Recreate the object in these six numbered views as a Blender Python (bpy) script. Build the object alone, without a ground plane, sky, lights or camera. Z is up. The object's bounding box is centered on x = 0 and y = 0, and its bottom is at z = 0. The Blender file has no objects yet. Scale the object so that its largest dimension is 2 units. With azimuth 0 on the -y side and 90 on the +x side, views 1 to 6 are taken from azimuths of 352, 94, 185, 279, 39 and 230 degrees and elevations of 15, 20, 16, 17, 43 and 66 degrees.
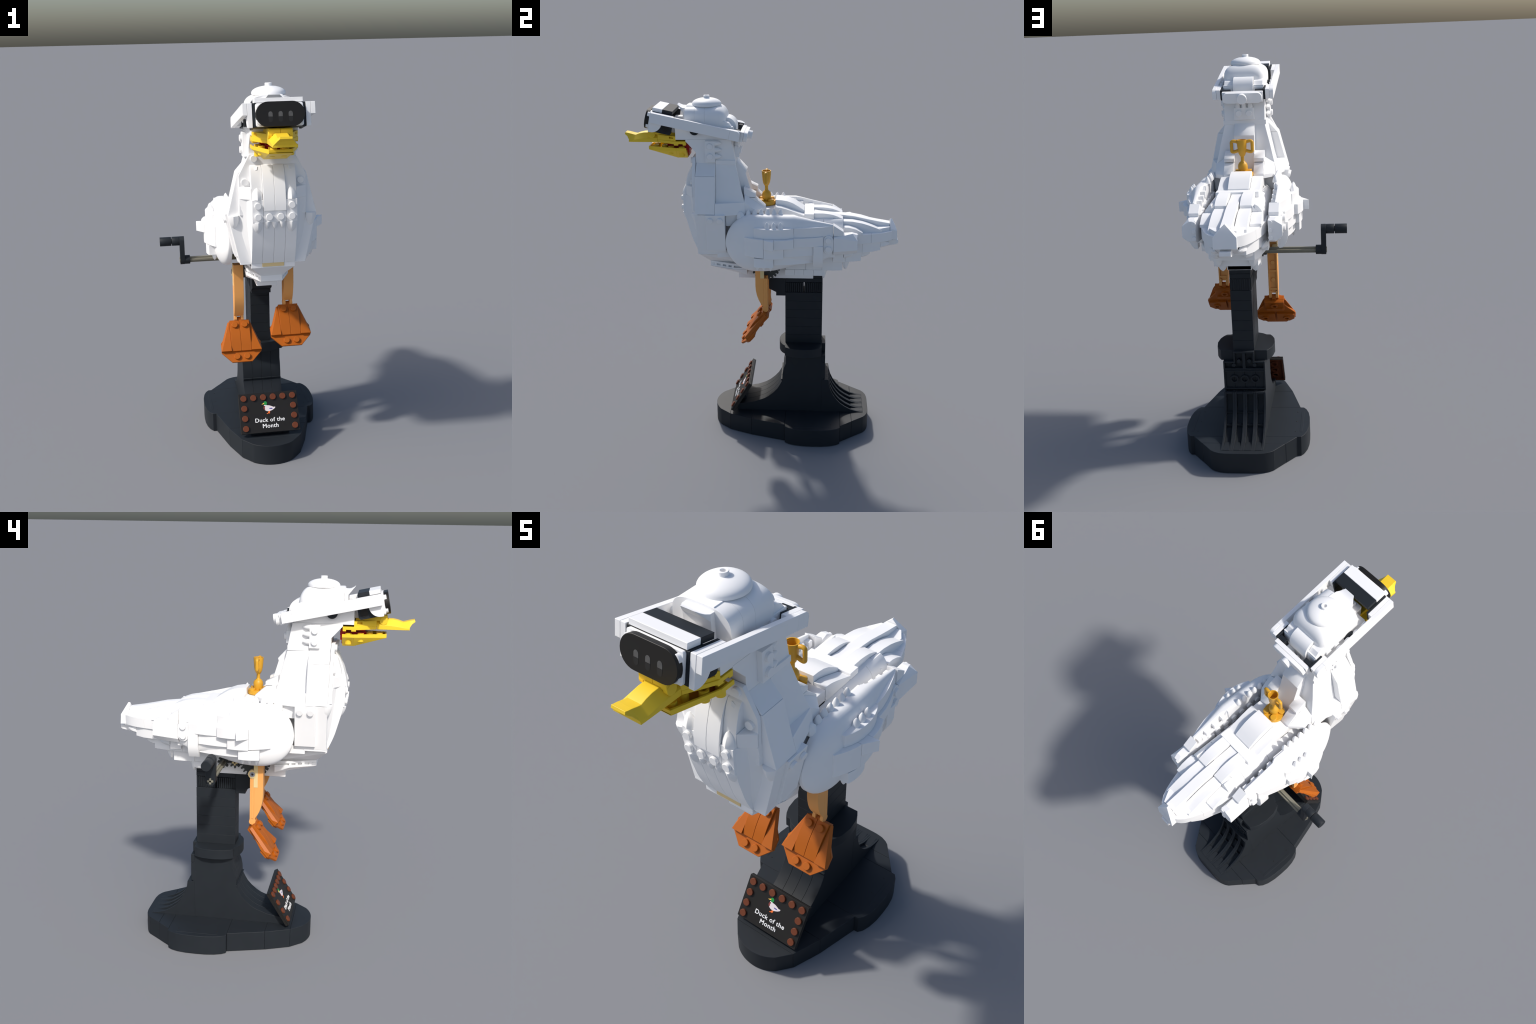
# Brick-built white duck wearing a headset, on a black display stand.
# Everything is modelled in stud units: one stud pitch = U metres, a plate is 0.4 studs high.
import bpy, bmesh, math, random
from mathutils import Vector, Matrix, Quaternion

random.seed(7)
U = 0.0542
CX, Y0 = 0.0983, 0.1225           # world position of the unit grid's origin

# ------------------------------------------------------------------ materials
def plastic(name, rgb, rough=0.45, spec=0.35, grain=0.03, metallic=0.0, scale=14.0):
    m = bpy.data.materials.new(name)
    m.use_nodes = True
    nt = m.node_tree
    b = nt.nodes["Principled BSDF"]
    tc = nt.nodes.new("ShaderNodeTexCoord")
    nz = nt.nodes.new("ShaderNodeTexNoise")
    nz.inputs["Scale"].default_value = scale
    nz.inputs["Detail"].default_value = 3.0
    ramp = nt.nodes.new("ShaderNodeValToRGB")
    ramp.color_ramp.elements[0].position = 0.3
    ramp.color_ramp.elements[1].position = 0.7
    ramp.color_ramp.elements[0].color = (*[c * (1 - grain) for c in rgb], 1)
    ramp.color_ramp.elements[1].color = (*[min(1, c * (1 + grain * 0.5)) for c in rgb], 1)
    nt.links.new(tc.outputs["Object"], nz.inputs["Vector"])
    nt.links.new(nz.outputs["Fac"], ramp.inputs["Fac"])
    nt.links.new(ramp.outputs["Color"], b.inputs["Base Color"])
    b.inputs["Roughness"].default_value = rough
    b.inputs["Specular IOR Level"].default_value = spec
    b.inputs["Metallic"].default_value = metallic
    return m

WHITE  = plastic("white_plastic", (0.90, 0.90, 0.90), 0.5, 0.3, 0.01)
BLACK  = plastic("black_plastic", (0.0165, 0.0205, 0.0255), 0.55, 0.25, 0.06)
INK    = plastic("black_print", (0.012, 0.011, 0.010), 0.5, 0.3, 0.03)
YELLOW = plastic("yellow_plastic", (0.91, 0.62, 0.035), 0.45, 0.3)
ORANGE = plastic("dark_orange_plastic", (0.42, 0.104, 0.005), 0.5, 0.3)
NOUGAT = plastic("light_orange_plastic", (0.86, 0.395, 0.115), 0.5, 0.3)
TAN    = plastic("tan_plastic", (0.78, 0.60, 0.30), 0.5, 0.3)
GOLD   = plastic("gold_plastic", (0.66, 0.345, 0.026), 0.42, 0.4)
BROWN  = plastic("brown_plastic", (0.135, 0.036, 0.014), 0.5, 0.3)
RED    = plastic("dark_red_plastic", (0.42, 0.008, 0.012), 0.45, 0.3)
GREY   = plastic("dark_grey_plastic", (0.055, 0.06, 0.058), 0.5, 0.3)
STONE  = plastic("axle_grey_plastic", (0.22, 0.21, 0.165), 0.5, 0.3)
PIN    = plastic("pin_grey_plastic", (0.33, 0.33, 0.36), 0.5, 0.3)
LENS   = plastic("lens_print", (0.10, 0.10, 0.10), 0.5, 0.3, 0.2, scale=60)
LENSDK = plastic("painted_lens_reflection", (0.020, 0.020, 0.020), 0.5, 0.3)
LETTER = plastic("white_print", (0.9, 0.9, 0.9), 0.5, 0.3)
GREEN  = plastic("green_print", (0.02, 0.27, 0.06), 0.5, 0.3)
BLUE   = plastic("blue_print", (0.03, 0.03, 0.28), 0.5, 0.3)
PALE   = plastic("pale_print", (0.75, 0.68, 0.70), 0.5, 0.3)
MAROON = plastic("maroon_print", (0.22, 0.05, 0.045), 0.5, 0.3)
BEAKPR = plastic("amber_print", (0.86, 0.55, 0.10), 0.5, 0.3)
FOOTPR = plastic("orange_print", (0.85, 0.17, 0.03), 0.5, 0.3)

# ------------------------------------------------------------------ object helpers
root = bpy.data.objects.new("brick_duck_statue", None)
root.location = (CX, Y0, 0)
root.empty_display_size = 0.2
bpy.context.collection.objects.link(root)
root["label"] = "white brick-built duck with headset on a black display stand"
root["category"] = "toy duck statue"

def finish(bm, name, mat, bevel=0.018, angle=35):
    bmesh.ops.remove_doubles(bm, verts=bm.verts, dist=1e-5)
    bmesh.ops.recalc_face_normals(bm, faces=bm.faces)
    if bevel:
        es = [e for e in bm.edges if len(e.link_faces) == 2 and e.calc_face_angle(0) > math.radians(40)]
        if es:
            bmesh.ops.bevel(bm, geom=es, offset=bevel, offset_type='OFFSET', segments=1,
                            profile=0.5, affect='EDGES', clamp_overlap=True)
    for v in bm.verts:
        v.co *= U
    bmesh.ops.recalc_face_normals(bm, faces=bm.faces)
    me = bpy.data.meshes.new(name)
    bm.to_mesh(me)
    bm.free()
    me.materials.append(mat)
    me.polygons.foreach_set("use_smooth", [True] * len(me.polygons))
    me.set_sharp_from_angle(angle=math.radians(angle))
    return me

def put(me, name, parent, loc=(0, 0, 0), rot=None):
    o = bpy.data.objects.new(name, me)
    o.parent = parent
    o.location = Vector(loc) * U
    if rot is not None:
        o.rotation_mode = 'QUATERNION'
        o.rotation_quaternion = rot
    bpy.context.collection.objects.link(o)
    return o

G = 0.010        # half of the seam gap between neighbouring bricks

def ident(p): return p

def hull(name, pts, mat, parent, fn=ident, bevel=0.018, angle=22):
    bm = bmesh.new()
    for p in pts:
        bm.verts.new(Vector(fn(Vector(p))))
    bmesh.ops.remove_doubles(bm, verts=bm.verts, dist=1e-5)
    r = bmesh.ops.convex_hull(bm, input=bm.verts)
    junk = [v for v in bm.verts if not v.link_faces]
    bmesh.ops.delete(bm, geom=junk, context='VERTS')
    bmesh.ops.dissolve_limit(bm, angle_limit=math.radians(1.5), verts=bm.verts, edges=bm.edges)
    return put(finish(bm, name, mat, bevel, angle), name, parent)

def box(name, x0, x1, y0, y1, z0, z1, mat, parent, fn=ident, gap=G, bevel=0.018):
    if x0 > x1: x0, x1 = x1, x0
    x0 += gap; x1 -= gap; y0 += gap; y1 -= gap
    return hull(name, [(x, y, z) for x in (x0, x1) for y in (y0, y1) for z in (z0, z1)], mat, parent, fn, bevel)

def prism(name, prof, axis, a0, a1, mat, parent, fn=ident, bevel=0.018, gap=G, angle=35):
    """Extrude a profile: axis x takes (y,z), axis y takes (x,z), axis z takes (x,y)."""
    if a0 > a1: a0, a1 = a1, a0
    if axis != 'z': a0 += gap; a1 -= gap
    def P(p, a):
        if axis == 'x': return (a, p[0], p[1])
        if axis == 'y': return (p[0], a, p[1])
        return (p[0], p[1], a)
    bm = bmesh.new()
    lo = [bm.verts.new(Vector(fn(Vector(P(p, a0))))) for p in prof]
    hi = [bm.verts.new(Vector(fn(Vector(P(p, a1))))) for p in prof]
    n = len(prof)
    bm.faces.new(lo); bm.faces.new(hi[::-1])
    for i in range(n):
        j = (i + 1) % n
        bm.faces.new((lo[i], lo[j], hi[j], hi[i]))
    return put(finish(bm, name, mat, bevel, angle), name, parent)

def loft(name, rings, mat, parent, fn=ident, bevel=0.015, closed_ends=True, angle=35):
    bm = bmesh.new()
    rv = [[bm.verts.new(Vector(fn(Vector(p)))) for p in r] for r in rings]
    n = len(rings[0])
    for a, b in zip(rv, rv[1:]):
        for i in range(n):
            j = (i + 1) % n
            try: bm.faces.new((a[i], a[j], b[j], b[i]))
            except ValueError: pass
    if closed_ends:
        bm.faces.new(rv[0]); bm.faces.new(rv[-1][::-1])
    return put(finish(bm, name, mat, bevel, angle), name, parent)

def axis_rot(axis):
    z = Vector((0, 0, 1))
    return z.rotation_difference(Vector(axis).normalized())

def lathe_mesh(name, prof, mat, seg=28, bevel=0, angle=35):
    """Turn (radius, height) pairs about z, open ends are capped."""
    bm = bmesh.new()
    rings = []
    for r, h in prof:
        if r < 1e-6:
            rings.append([bm.verts.new((0, 0, h))])
        else:
            rings.append([bm.verts.new((r * math.cos(2 * math.pi * k / seg), r * math.sin(2 * math.pi * k / seg), h)) for k in range(seg)])
    for a, b in zip(rings, rings[1:]):
        for k in range(seg):
            l = (k + 1) % seg
            if len(a) == 1 and len(b) == 1: continue
            if len(a) == 1: bm.faces.new((a[0], b[l], b[k]))
            elif len(b) == 1: bm.faces.new((a[k], a[l], b[0]))
            else: bm.faces.new((a[k], a[l], b[l], b[k]))
    for r in (rings[0], rings[-1]):
        if len(r) > 1: bm.faces.new(r)
    return finish(bm, name, mat, bevel, angle)

def turned(name, prof, mat, parent, loc, axis=(0, 0, 1), seg=28, angle=35):
    return put(lathe_mesh(name, prof, mat, seg, 0, angle), name, parent, loc, axis_rot(axis))

def disc_prof(r, h, b=0.02):
    return [(0, 0), (r, 0), (r, h - b), (r - b, h), (0, h)]

STUD = {}
def stud(parent, loc, axis=(0, 0, 1), mat=WHITE, r=0.3, h=0.22, name="stud"):
    key = (mat.name, r, h)
    if key not in STUD:
        STUD[key] = lathe_mesh(name, disc_prof(r, h, 0.025), mat, 24)
    return put(STUD[key], name, parent, loc, axis_rot(axis))

def basis_quat(up, out):
    """Rotation that takes local +z to up and local -y to out."""
    z = Vector(up).normalized()
    y = -Vector(out).normalized()
    y = (y - z * y.dot(z)).normalized()
    x = y.cross(z)
    return Matrix((x, y, z)).transposed().to_quaternion()

# pointed leaf-shaped half cone ("fin") and small round tooth: shared meshes
def fin_mesh():
    bm = bmesh.new()
    rings = []
    N = 8
    for i in range(N + 1):
        t = i / N
        w = 0.46 * max(0.0, 1 - t ** 2.1) ** 0.65 + 0.012
        d = 0.40 * max(0.0, 1 - t ** 1.6) ** 0.9 + 0.02
        rings.append([bm.verts.new(p) for p in ((-w, 0.15, t), (-w, -0.3 * d, t), (-0.6 * w, -0.72 * d, t), (0, -d, t), (0.6 * w, -0.72 * d, t), (w, -0.3 * d, t), (w, 0.15, t))])
    for a, b in zip(rings, rings[1:]):
        for i in range(7):
            j = (i + 1) % 7
            bm.faces.new((a[i], a[j], b[j], b[i]))
    bm.faces.new(rings[0]); bm.faces.new(rings[-1])
    return finish(bm, "pointed_feather", WHITE, 0, 30)
FIN = fin_mesh()
def fin(parent, loc, up, out, s=(1, 1, 1)):
    o = put(FIN, "pointed_feather", parent, loc, basis_quat(up, out))
    o.scale = s
    return o
TOOTH = lathe_mesh("feather_tooth", [(0, 0), (0.30, 0), (0.30, 0.12), (0.27, 0.3), (0.19, 0.52), (0.09, 0.70), (0.03, 0.76), (0, 0.77)], WHITE, 20, 0, 50)
def tooth(parent, loc, axis=(0, 0, 1), s=1.0):
    o = put(TOOTH, "feather_tooth", parent, loc, axis_rot(axis))
    o.scale = (s, s, s)
    return o

def mir(pts, s): return [(s * p[0],) + tuple(p[1:]) for p in pts]
def sym(half):
    """Mirror a half outline (x>=0, listed front to back) into a closed (x,y) polygon."""
    return [p for p in half] + [(-x, y) for x, y in reversed(half) if x > 1e-6]

# ================================================================== STAND
BT = 2.0
def base_band(pts, parent):
    return prism("base_brick", sym(pts), 'z', 0.0, BT, BLACK, parent, bevel=0.02, angle=25)
e = 0.008
stand = base_band([(5.0, 0.08 + e), (5.33, 0.1), (5.62, 0.5), (5.86, 1.2), (6.0, 2.1), (6.03, 3.1), (6.0, 4.1), (5.86, 5.0), (5.62, 5.68), (5.33, 6.07), (5.0, 6.09 - e)], root)
stand.name = "stand"
cap = [(3.24 * math.sin(a), -7.93 + 3.24 * (1 - math.cos(a))) for a in [math.asin(2.0 / 3.24) * k / 10 for k in range(11)]]
base_band([(0.0, cap[0][1])] + cap[1:] + [(2.03, -7.2), (2.95, -6.10 - e)], stand)
base_band([(2.97, -6.10 + e), (3.95, -3.62 - e)], stand)
base_band([(3.95, -3.62 + e), (4.98, 0.08 - e)], stand)
base_band([(4.98, 6.09 + e), (3.98, 7.37 - e)], stand)
base_band([(3.95, 7.37 + e), (2.98, 8.63), (2.98, 8.66), (2.6, 8.95), (2.1, 9.17), (1.5, 9.27), (1.0, 9.285)], stand)
for s in (1, -1):           # tile seams and pin holes on the lobes
    box("tile", s * 5.15, s * 5.45, 1.0, 5.2, BT - 0.05, BT + 0.012, BLACK, stand)
    for y in (1.1, 3.1, 5.1):
        turned("pin_hole", disc_prof(0.07, 0.03, 0.01), INK, stand, (s * 4.75, y, BT - 0.01), seg=10)

# pedestal: four one-stud columns with a hollow front sweep
front = [(-5.3, BT), (-5.3, 2.72), (-4.33, 2.86), (-3.5, 3.03), (-2.85, 3.27), (-2.3, 3.5), (-1.85, 3.78), (-1.3, 4.25), (-0.86, 4.75), (-0.55, 5.3), (-0.36, 5.7), (-0.46, 5.97),
         (-0.30, 5.97), (-0.27, 6.6), (-0.14, 7.3), (0.1, 7.9), (0.1, 9.0)]
for i in range(-2, 2):
    prism("pedestal_brick", front + [(4.02, 9.0), (4.02, 8.15), (4.2, 8.15), (4.2, 6.0), (4.05, 6.0), (4.05, BT)], 'x', i, i + 1, BLACK, stand, gap=0.008, bevel=0.012, angle=28)
# rear: underside of a plate with three tubes, stepped plate above, five ribs below
for x0, x1, z0, z1 in ((-2, -1.85, 6.12, 8.1), (1.85, 2, 6.12, 8.1), (-1.85, 1.85, 6.12, 6.27), (-1.85, 1.85, 7.95, 8.1)):
    box("rear_plate_rim", x0, x1, 4.02, 4.41, z0, z1, BLACK, stand, gap=0.0)
for x in (-1, 0, 1):
    turned("plate_tube", [(0.27, 0), (0.40, 0), (0.40, 0.37), (0.27, 0.37), (0.27, 0)], BLACK, stand, (x, 4.04, 7.18), (0, 1, 0))
for x0, x1, z0, z1 in ((-2, -1.85, 8.3, 8.85), (1.85, 2, 8.3, 8.85), (-2, 2, 8.15, 8.3), (-2, -0.85, 8.85, 9.0), (0.85, 2, 8.85, 9.0), (-0.14, 0.14, 8.3, 9.85),
                       (-1.0, -0.85, 9.0, 9.85), (0.85, 1.0, 9.0, 9.85), (-1, 1, 9.85, 10.0)):
    box("rear_plate_rim", x0, x1, 4.02, 4.41, z0, z1, BLACK, stand, gap=0.0)
for x, z in ((-1.0, 8.6), (1.0, 8.6), (-0.5, 9.0), (0.5, 9.0)):
    turned("plate_pin", disc_prof(0.2, 0.3), BLACK, stand, (x, 4.03, z), (0, 1, 0), 16)
rib = [(4.05, 6.0), (4.8, 6.0), (4.88, 5.4), (5.05, 4.75), (5.35, 4.1), (5.75, 3.5), (6.15, 3.06), (6.7, 2.66), (7.3, 2.33), (8.0, 2.12), (8.73, 2.02), (8.73, BT), (4.05, BT)]
floor = [(4.05, 5.9), (4.41, 5.9), (4.5, 5.0), (4.8, 4.2), (5.2, 3.5), (5.8, 2.8), (6.5, 2.35), (7.2, 2.08), (7.6, BT), (4.05, BT)]
prism('rib_floor', floor, 'x', -1.9, 1.9, BLACK, stand, angle=25)
for x in (-2.0, -1.2, -1.0, -0.2, 0.0, 0.8, 1.0, 1.8):
    prism("rib", rib, 'x', x, x + 0.2, BLACK, stand, gap=0.004, bevel=0.01)
for i in range(-2, 2):
    box("rib_web", i + 0.2, i + 0.8, 4.41, 4.8, 5.78, 6.0, BLACK, stand, gap=0)
    box("rib_web", i + 0.2, i + 0.8, 5.0, 5.1, 3.9, 4.1, BLACK, stand, gap=0)
    box("rib_web", i + 0.2, i + 0.8, 5.7, 5.85, 2.9, 3.15, BLACK, stand, gap=0)
    hull("rib_web", [(x, y, z) for x in (i + 0.2, i + 0.8) for y, z in ((7.2, BT), (8.7, BT), (8.7, 2.05), (7.4, 2.12))], BLACK, stand)

# collar
prism("collar", sym([(0, -0.67), (0.5, -0.64), (1.0, -0.53), (1.45, -0.32), (1.8, -0.02), (2.2, 0.0), (2.45, 0.4), (2.68, 1.0), (2.8, 2.0), (2.68, 3.0), (2.45, 3.6), (2.2, 4.0), (1.0, 4.0)]),
      'z', 9.0, 10.0, BLACK, stand, angle=25)
# column
for k in range(6):
    z0 = 10.0 + k * 1.0
    box("column_brick", -1, 1, 0, 4, z0, z0 + 1.0 - 0.006, BLACK, stand, gap=0.0)
for y0, y1 in ((0.05, 1.95), (2.05, 3.95)):
    box("grille_core", -0.85, 0.85, y0, y1, 16.0, 17.2, BLACK, stand, gap=0)
rb = hull("grille_rib", [(x, y, z) for x in (-0.1, 0.1) for y in (-0.055, 0.055) for z in (0.04, 1.14)], BLACK, stand, bevel=0.01)
rb.location = Vector((0.91, 0.16, 16.0)) * U
cnt = 0
for s in (1, -1):
    for y0 in (0.0, 2.0):
        for k in range(9):
            y = y0 + 0.16 + k * 0.21
            if s == 1 and y0 == 0.0 and k == 0: continue
            put(rb.data, "grille_rib", stand, (s * 0.91, y, 16.0))
for y in (0.1, 3.9):
    for k in range(9):
        put(rb.data, "grille_rib", stand, (-0.84 + k * 0.21, y, 16.0), Quaternion((0, 0, 1), math.pi / 2))
box("column_cap", -1, 1, 0, 4, 17.2, 17.62, BLACK, stand)
prism("column_bracket", [(0, 17.6), (-1.76, 17.6), (-1.76, 16.4), (-1.0, 16.0), (-1.0, 15.6), (0, 15.6)], 'x', -1, 1, BLACK, stand)
for s in (1, -1):
    None

# ------------------------------------------------------------------ sign
SN = Vector((0, -0.853, 0.522))           # outward normal
SV = Vector((0, 0.522, 0.853))            # up the sign
def SG(p):                                # sign coordinates (x, up, out)
    return Vector((p[0], -6.0, 2.5)) + SV * p[1] + SN * p[2]
sign = box("sign", -3, 3, 0, 3.97, -0.14, 0.0, INK, root, SG, gap=0)
for x0, x1, v0, v1 in ((-3, 3, 0, 0.06), (-3, 3, 3.91, 3.97), (-3, -2.94, 0.06, 3.91), (2.94, 3, 0.06, 3.91)):
    box("sign_edge", x0, x1, v0, v1, -0.40, -0.145, INK, sign, SG, gap=0)
for x0, x1, v0, v1 in ((-2.93, 2.93, 0.07, 0.18), (-2.93, 2.93, 3.79, 3.90), (-2.93, -2.82, 0.19, 3.78), (2.82, 2.93, 0.19, 3.78)):
    box("sign_frame", x0, x1, v0, v1, -0.405, -0.15, BROWN, sign, SG, gap=0)
box("sign_back", -2.81, 2.81, 0.19, 3.78, -0.18, -0.15, BROWN, sign, SG, gap=0)
for i in range(-2, 3):
    for v in (1, 2, 3):
        turned("plate_tube", [(0.27, 0), (0.40, 0), (0.40, 0.2), (0.27, 0.2), (0.27, 0)], BROWN, sign, SG((i, v, -0.18)), -SN, 16)
hull("sign_support", [(x, y, z) for x in (-1, 1) for y, z in ((-5.3, BT), (-4.2, BT), (-4.6, 3.6), (-5.0, 3.6))], BLACK, sign)
for i in range(6):
    stud(sign, SG((-2.5 + i, 3.5, 0.0)), SN, BROWN, 0.31, 0.16, "sign_stud")
for v in (0.5, 1.5, 2.5):
    for x in (-2.5, 2.5):
        stud(sign, SG((x, v, 0.0)), SN, BROWN, 0.31, 0.16, "sign_stud")

def text_part(body, size, x, v, mat):
    cu = bpy.data.curves.new("sign_text", 'FONT')
    cu.body = body
    cu.size = size
    cu.align_x = 'CENTER'
    cu.extrude = 0.012
    cu.space_character = 1.1
    ob = bpy.data.objects.new("text_tmp", cu)
    bpy.context.collection.objects.link(ob)
    dg = bpy.context.evaluated_depsgraph_get()
    me = bpy.data.meshes.new_from_object(ob.evaluated_get(dg))
    bpy.data.objects.remove(ob)
    base = [w.co.copy() for w in me.vertices]
    me.materials.clear(); me.materials.append(mat)
    for k, (dx, dy) in enumerate(((0, 0), (0.011, 0), (-0.011, 0), (0, 0.006), (0, -0.006))):
        m2 = me.copy()
        for w, c in zip(m2.vertices, base):
            w.co = SG((x + c.x + dx, v + c.y + dy, 0.012 + c.z + k * 0.0015)) * U
        put(m2, "sign_text", sign)
text_part("Duck of the", 0.57, 0.0, 1.05, LETTER)
text_part("Month", 0.58, 0.02, 0.46, LETTER)

def print_shape(name, pts, mat, h):
    return prism(name, pts, 'z', 0.002, h, mat, sign, lambda p: SG((p[0] - 0.02, p[1] + 2.35, p[2])), bevel=0, angle=30)
def ell(cx, cy, rx, ry, rot=0, n=28):
    c, s_ = math.cos(rot), math.sin(rot)
    return [(cx + rx * math.cos(t) * c - ry * math.sin(t) * s_, cy + rx * math.cos(t) * s_ + ry * math.sin(t) * c) for t in [2 * math.pi * k / n for k in range(n)]]
print_shape("printed_duck_feet", [(-0.26, -0.5), (-0.1, -0.42), (-0.06, -0.3), (0.0, -0.24), (0.12, -0.24), (0.08, -0.44), (0.02, -0.52), (-0.08, -0.46), (-0.14, -0.54)], FOOTPR, 0.012)
print_shape("printed_duck_body", [(-0.42, 0.30), (-0.2, 0.34), (0.1, 0.30), (0.35, 0.2), (0.5, 0.12), (0.68, 0.14), (0.66, 0.02), (0.5, -0.1), (0.3, -0.2), (0.05, -0.27), (-0.2, -0.25), (-0.38, -0.15), (-0.48, 0.05)], PALE, 0.014)
print_shape("printed_duck_breast", [(-0.44, 0.30), (-0.32, 0.31), (-0.38, 0.12), (-0.36, -0.08), (-0.42, -0.12), (-0.52, 0.02), (-0.52, 0.18)], MAROON, 0.018)
print_shape("printed_duck_collar", ell(-0.33, 0.34, 0.13, 0.045), LETTER, 0.020)
print_shape("printed_duck_wing", [(0.05, 0.04), (0.3, 0.04), (0.42, -0.02), (0.3, -0.06), (0.08, -0.03)], BLUE, 0.020)
print_shape("printed_duck_head", ell(-0.30, 0.55, 0.17, 0.20), GREEN, 0.022)
print_shape("printed_duck_bill", [(-0.44, 0.60), (-0.70, 0.46), (-0.56, 0.45), (-0.40, 0.5)], BEAKPR, 0.024)

# ================================================================== LEGS, FEET, GEARS, CRANK
for s, dz in ((1, 1.35), (-1, 0.0)):
    x0, x1 = s * 2.0, s * 3.0
    f = lambda p, dz=dz: Vector((p[0], p[1], p[2] + dz))
    prof = [(-3.07, 19.3), (-3.07, 16.1), (-3.03, 15.6), (-2.92, 15.05), (-2.75, 14.55), (-2.55, 14.15), (-2.36, 13.86), (-2.25, 13.72), (-2.2, 13.72), (-2.2, 19.3)]
    leg = prism("leg", prof, 'x', x0, x1, NOUGAT, root, f, gap=0.02, angle=28)
    # hollow back with framed windows
    lo, hi = 13.72, (18.0 if s < 0 else 17.0)
    prism("leg_plate", [(-2.2, lo), (-1.95, lo), (-1.95, hi), (-2.2, hi)], 'x', x0, x1, NOUGAT, leg, f, gap=0.02)
    for a, b in ((0.02, 0.17), (0.83, 0.98)):
        prism("leg_rim", [(-1.95, lo), (-1.79, lo), (-1.79, hi), (-1.95, hi)], 'x', s * (2 + a), s * (2 + b), NOUGAT, leg, f, gap=0)
    for z in (lo + 0.35, lo + 2.25, hi - 0.2):
        prism("leg_rim", [(-1.95, z), (-1.79, z), (-1.79, z + 0.2), (-1.95, z + 0.2)], 'x', s * 2.17, s * 2.83, NOUGAT, leg, f, gap=0)
    for z in (lo + 1.4, lo + 3.2):
        stud(leg, f((s * 2.5, -1.95, z)), (0, 1, 0), NOUGAT, 0.22, 0.12, "leg_pin")
    prism("leg_strip", [(-2.55, 17.0), (-2.15, 17.0), (-2.15, 19.3), (-2.55, 19.3)], 'x', s * 2.9, s * 3.012, TAN, leg, f, gap=0)
    turned("leg_pivot", [(0.2, 0), (0.42, 0), (0.42, 0.5), (0.2, 0.5), (0.2, 0)], TAN, leg, f((s * 2.55, -2.02, 18.35)), (s, 0, 0))
    turned("pivot_pin", [(0.12, 0), (0.25, 0), (0.25, 0.5), (0.12, 0.5), (0.12, 0)], PIN, leg, f((s * 2.6, -2.02, 18.35)), (s, 0, 0))
    az = 13.35
    for a in (2.02, 2.70):
        turned("ankle_ring", disc_prof(0.32, 0.28), NOUGAT, leg, f((s * a if s > 0 else s * a - 0.28, -2.05, az + 0.1)), (1, 0, 0))
        prism("ankle_lug", [(-2.35, az + 0.1), (-1.76, az + 0.1), (-1.8, az + 0.6), (-2.3, az + 0.6)], 'x', s * a, s * (a + 0.28), NOUGAT, leg, f, gap=0.012)

    # ---- foot, built in its own frame: s along the toe direction, t out of the top face
    D = Vector((0, -0.651, -0.759)); N = Vector((0, -0.759, 0.651))
    P0 = Vector((s * 2.5, -2.0, az - 0.08 + dz))
    def F(p, P0=P0):
        return P0 + Vector((p[0], 0, 0)) + D * p[1] + N * p[2]
    foot = prism("foot", [(-1, 0.15), (1, 0.15), (1.02, 0.9), (2.0, 2.35), (2.0, 3.35), (1.0, 4.38), (-1.0, 4.38), (-2.0, 3.35), (-2.0, 2.35), (-1.02, 0.9)], 'z', -0.5, -0.28, ORANGE, root, F, angle=8)
    for a in (-1, 0):
        prism("instep_brick", [(0.15, -0.28), (0.15, 0.25), (1.2, 0.25), (1.7, 0.24), (2.2, 0.18), (2.75, 0.06), (3.3, -0.08), (3.3, -0.28)], 'x', a, a + 1, ORANGE, foot, lambda p: F((p[0], p[1], p[2])), angle=25)
    for a in (-0.5, 0.5):
        stud(foot, F((a, 0.7, 0.25)), N, ORANGE)
        stud(foot, F((a, 3.85, -0.28)), N, ORANGE)
    for q in (1, -1):
        hull("web_wedge", [(q * 1.01, 0.2, 0.0), (q * 1.01, 3.3, 0.09), (q * 2.0, 3.3, 0.06), (q * 1.16, 0.2, -0.27), (q * 1.01, 0.2, -0.27), (q * 1.01, 3.3, -0.27), (q * 2.02, 3.3, -0.27), (q * 2.02, 2.7, -0.27)], ORANGE, foot, F, bevel=0.008, angle=4)
        hull("sole_plate", [(q * x, y, t) for x, y in ((0.1, 2.3), (1.9, 2.5), (1.9, 3.3), (1.4, 3.75), (0.1, 3.75)) for t in (-0.72, -0.5)], ORANGE, foot, F, angle=8)
        turned("sole_tube", [(0.2, 0), (0.34, 0), (0.34, 0.12), (0.2, 0.12), (0.2, 0)], ORANGE, foot, F((q * 1.1, 3.1, -0.72)), -N, 16)
    box("sole_plate", -0.98, 0.98, 0.15, 1.7, -0.6, -0.48, ORANGE, foot, F)
    box("sole_bar", -0.85, 0.85, 1.2, 1.65, -0.74, -0.58, ORANGE, foot, F)
    turned("sole_tube", [(0.2, 0), (0.36, 0), (0.36, 0.15), (0.2, 0.15), (0.2, 0)], ORANGE, foot, F((0, 0.75, -0.6)), -N, 16)
    turned("ankle_pin", disc_prof(0.27, 0.42), ORANGE, foot, F((-0.21, 0.0, 0.02)), (1, 0, 0), 16)
    hull("ankle_tab", [(x, y, t) for x in (-0.2, 0.2) for y, t in ((-0.25, 0.05), (-0.1, -0.3), (0.3, -0.3), (0.3, 0.2), (-0.1, 0.28))], ORANGE, foot, F)

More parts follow.
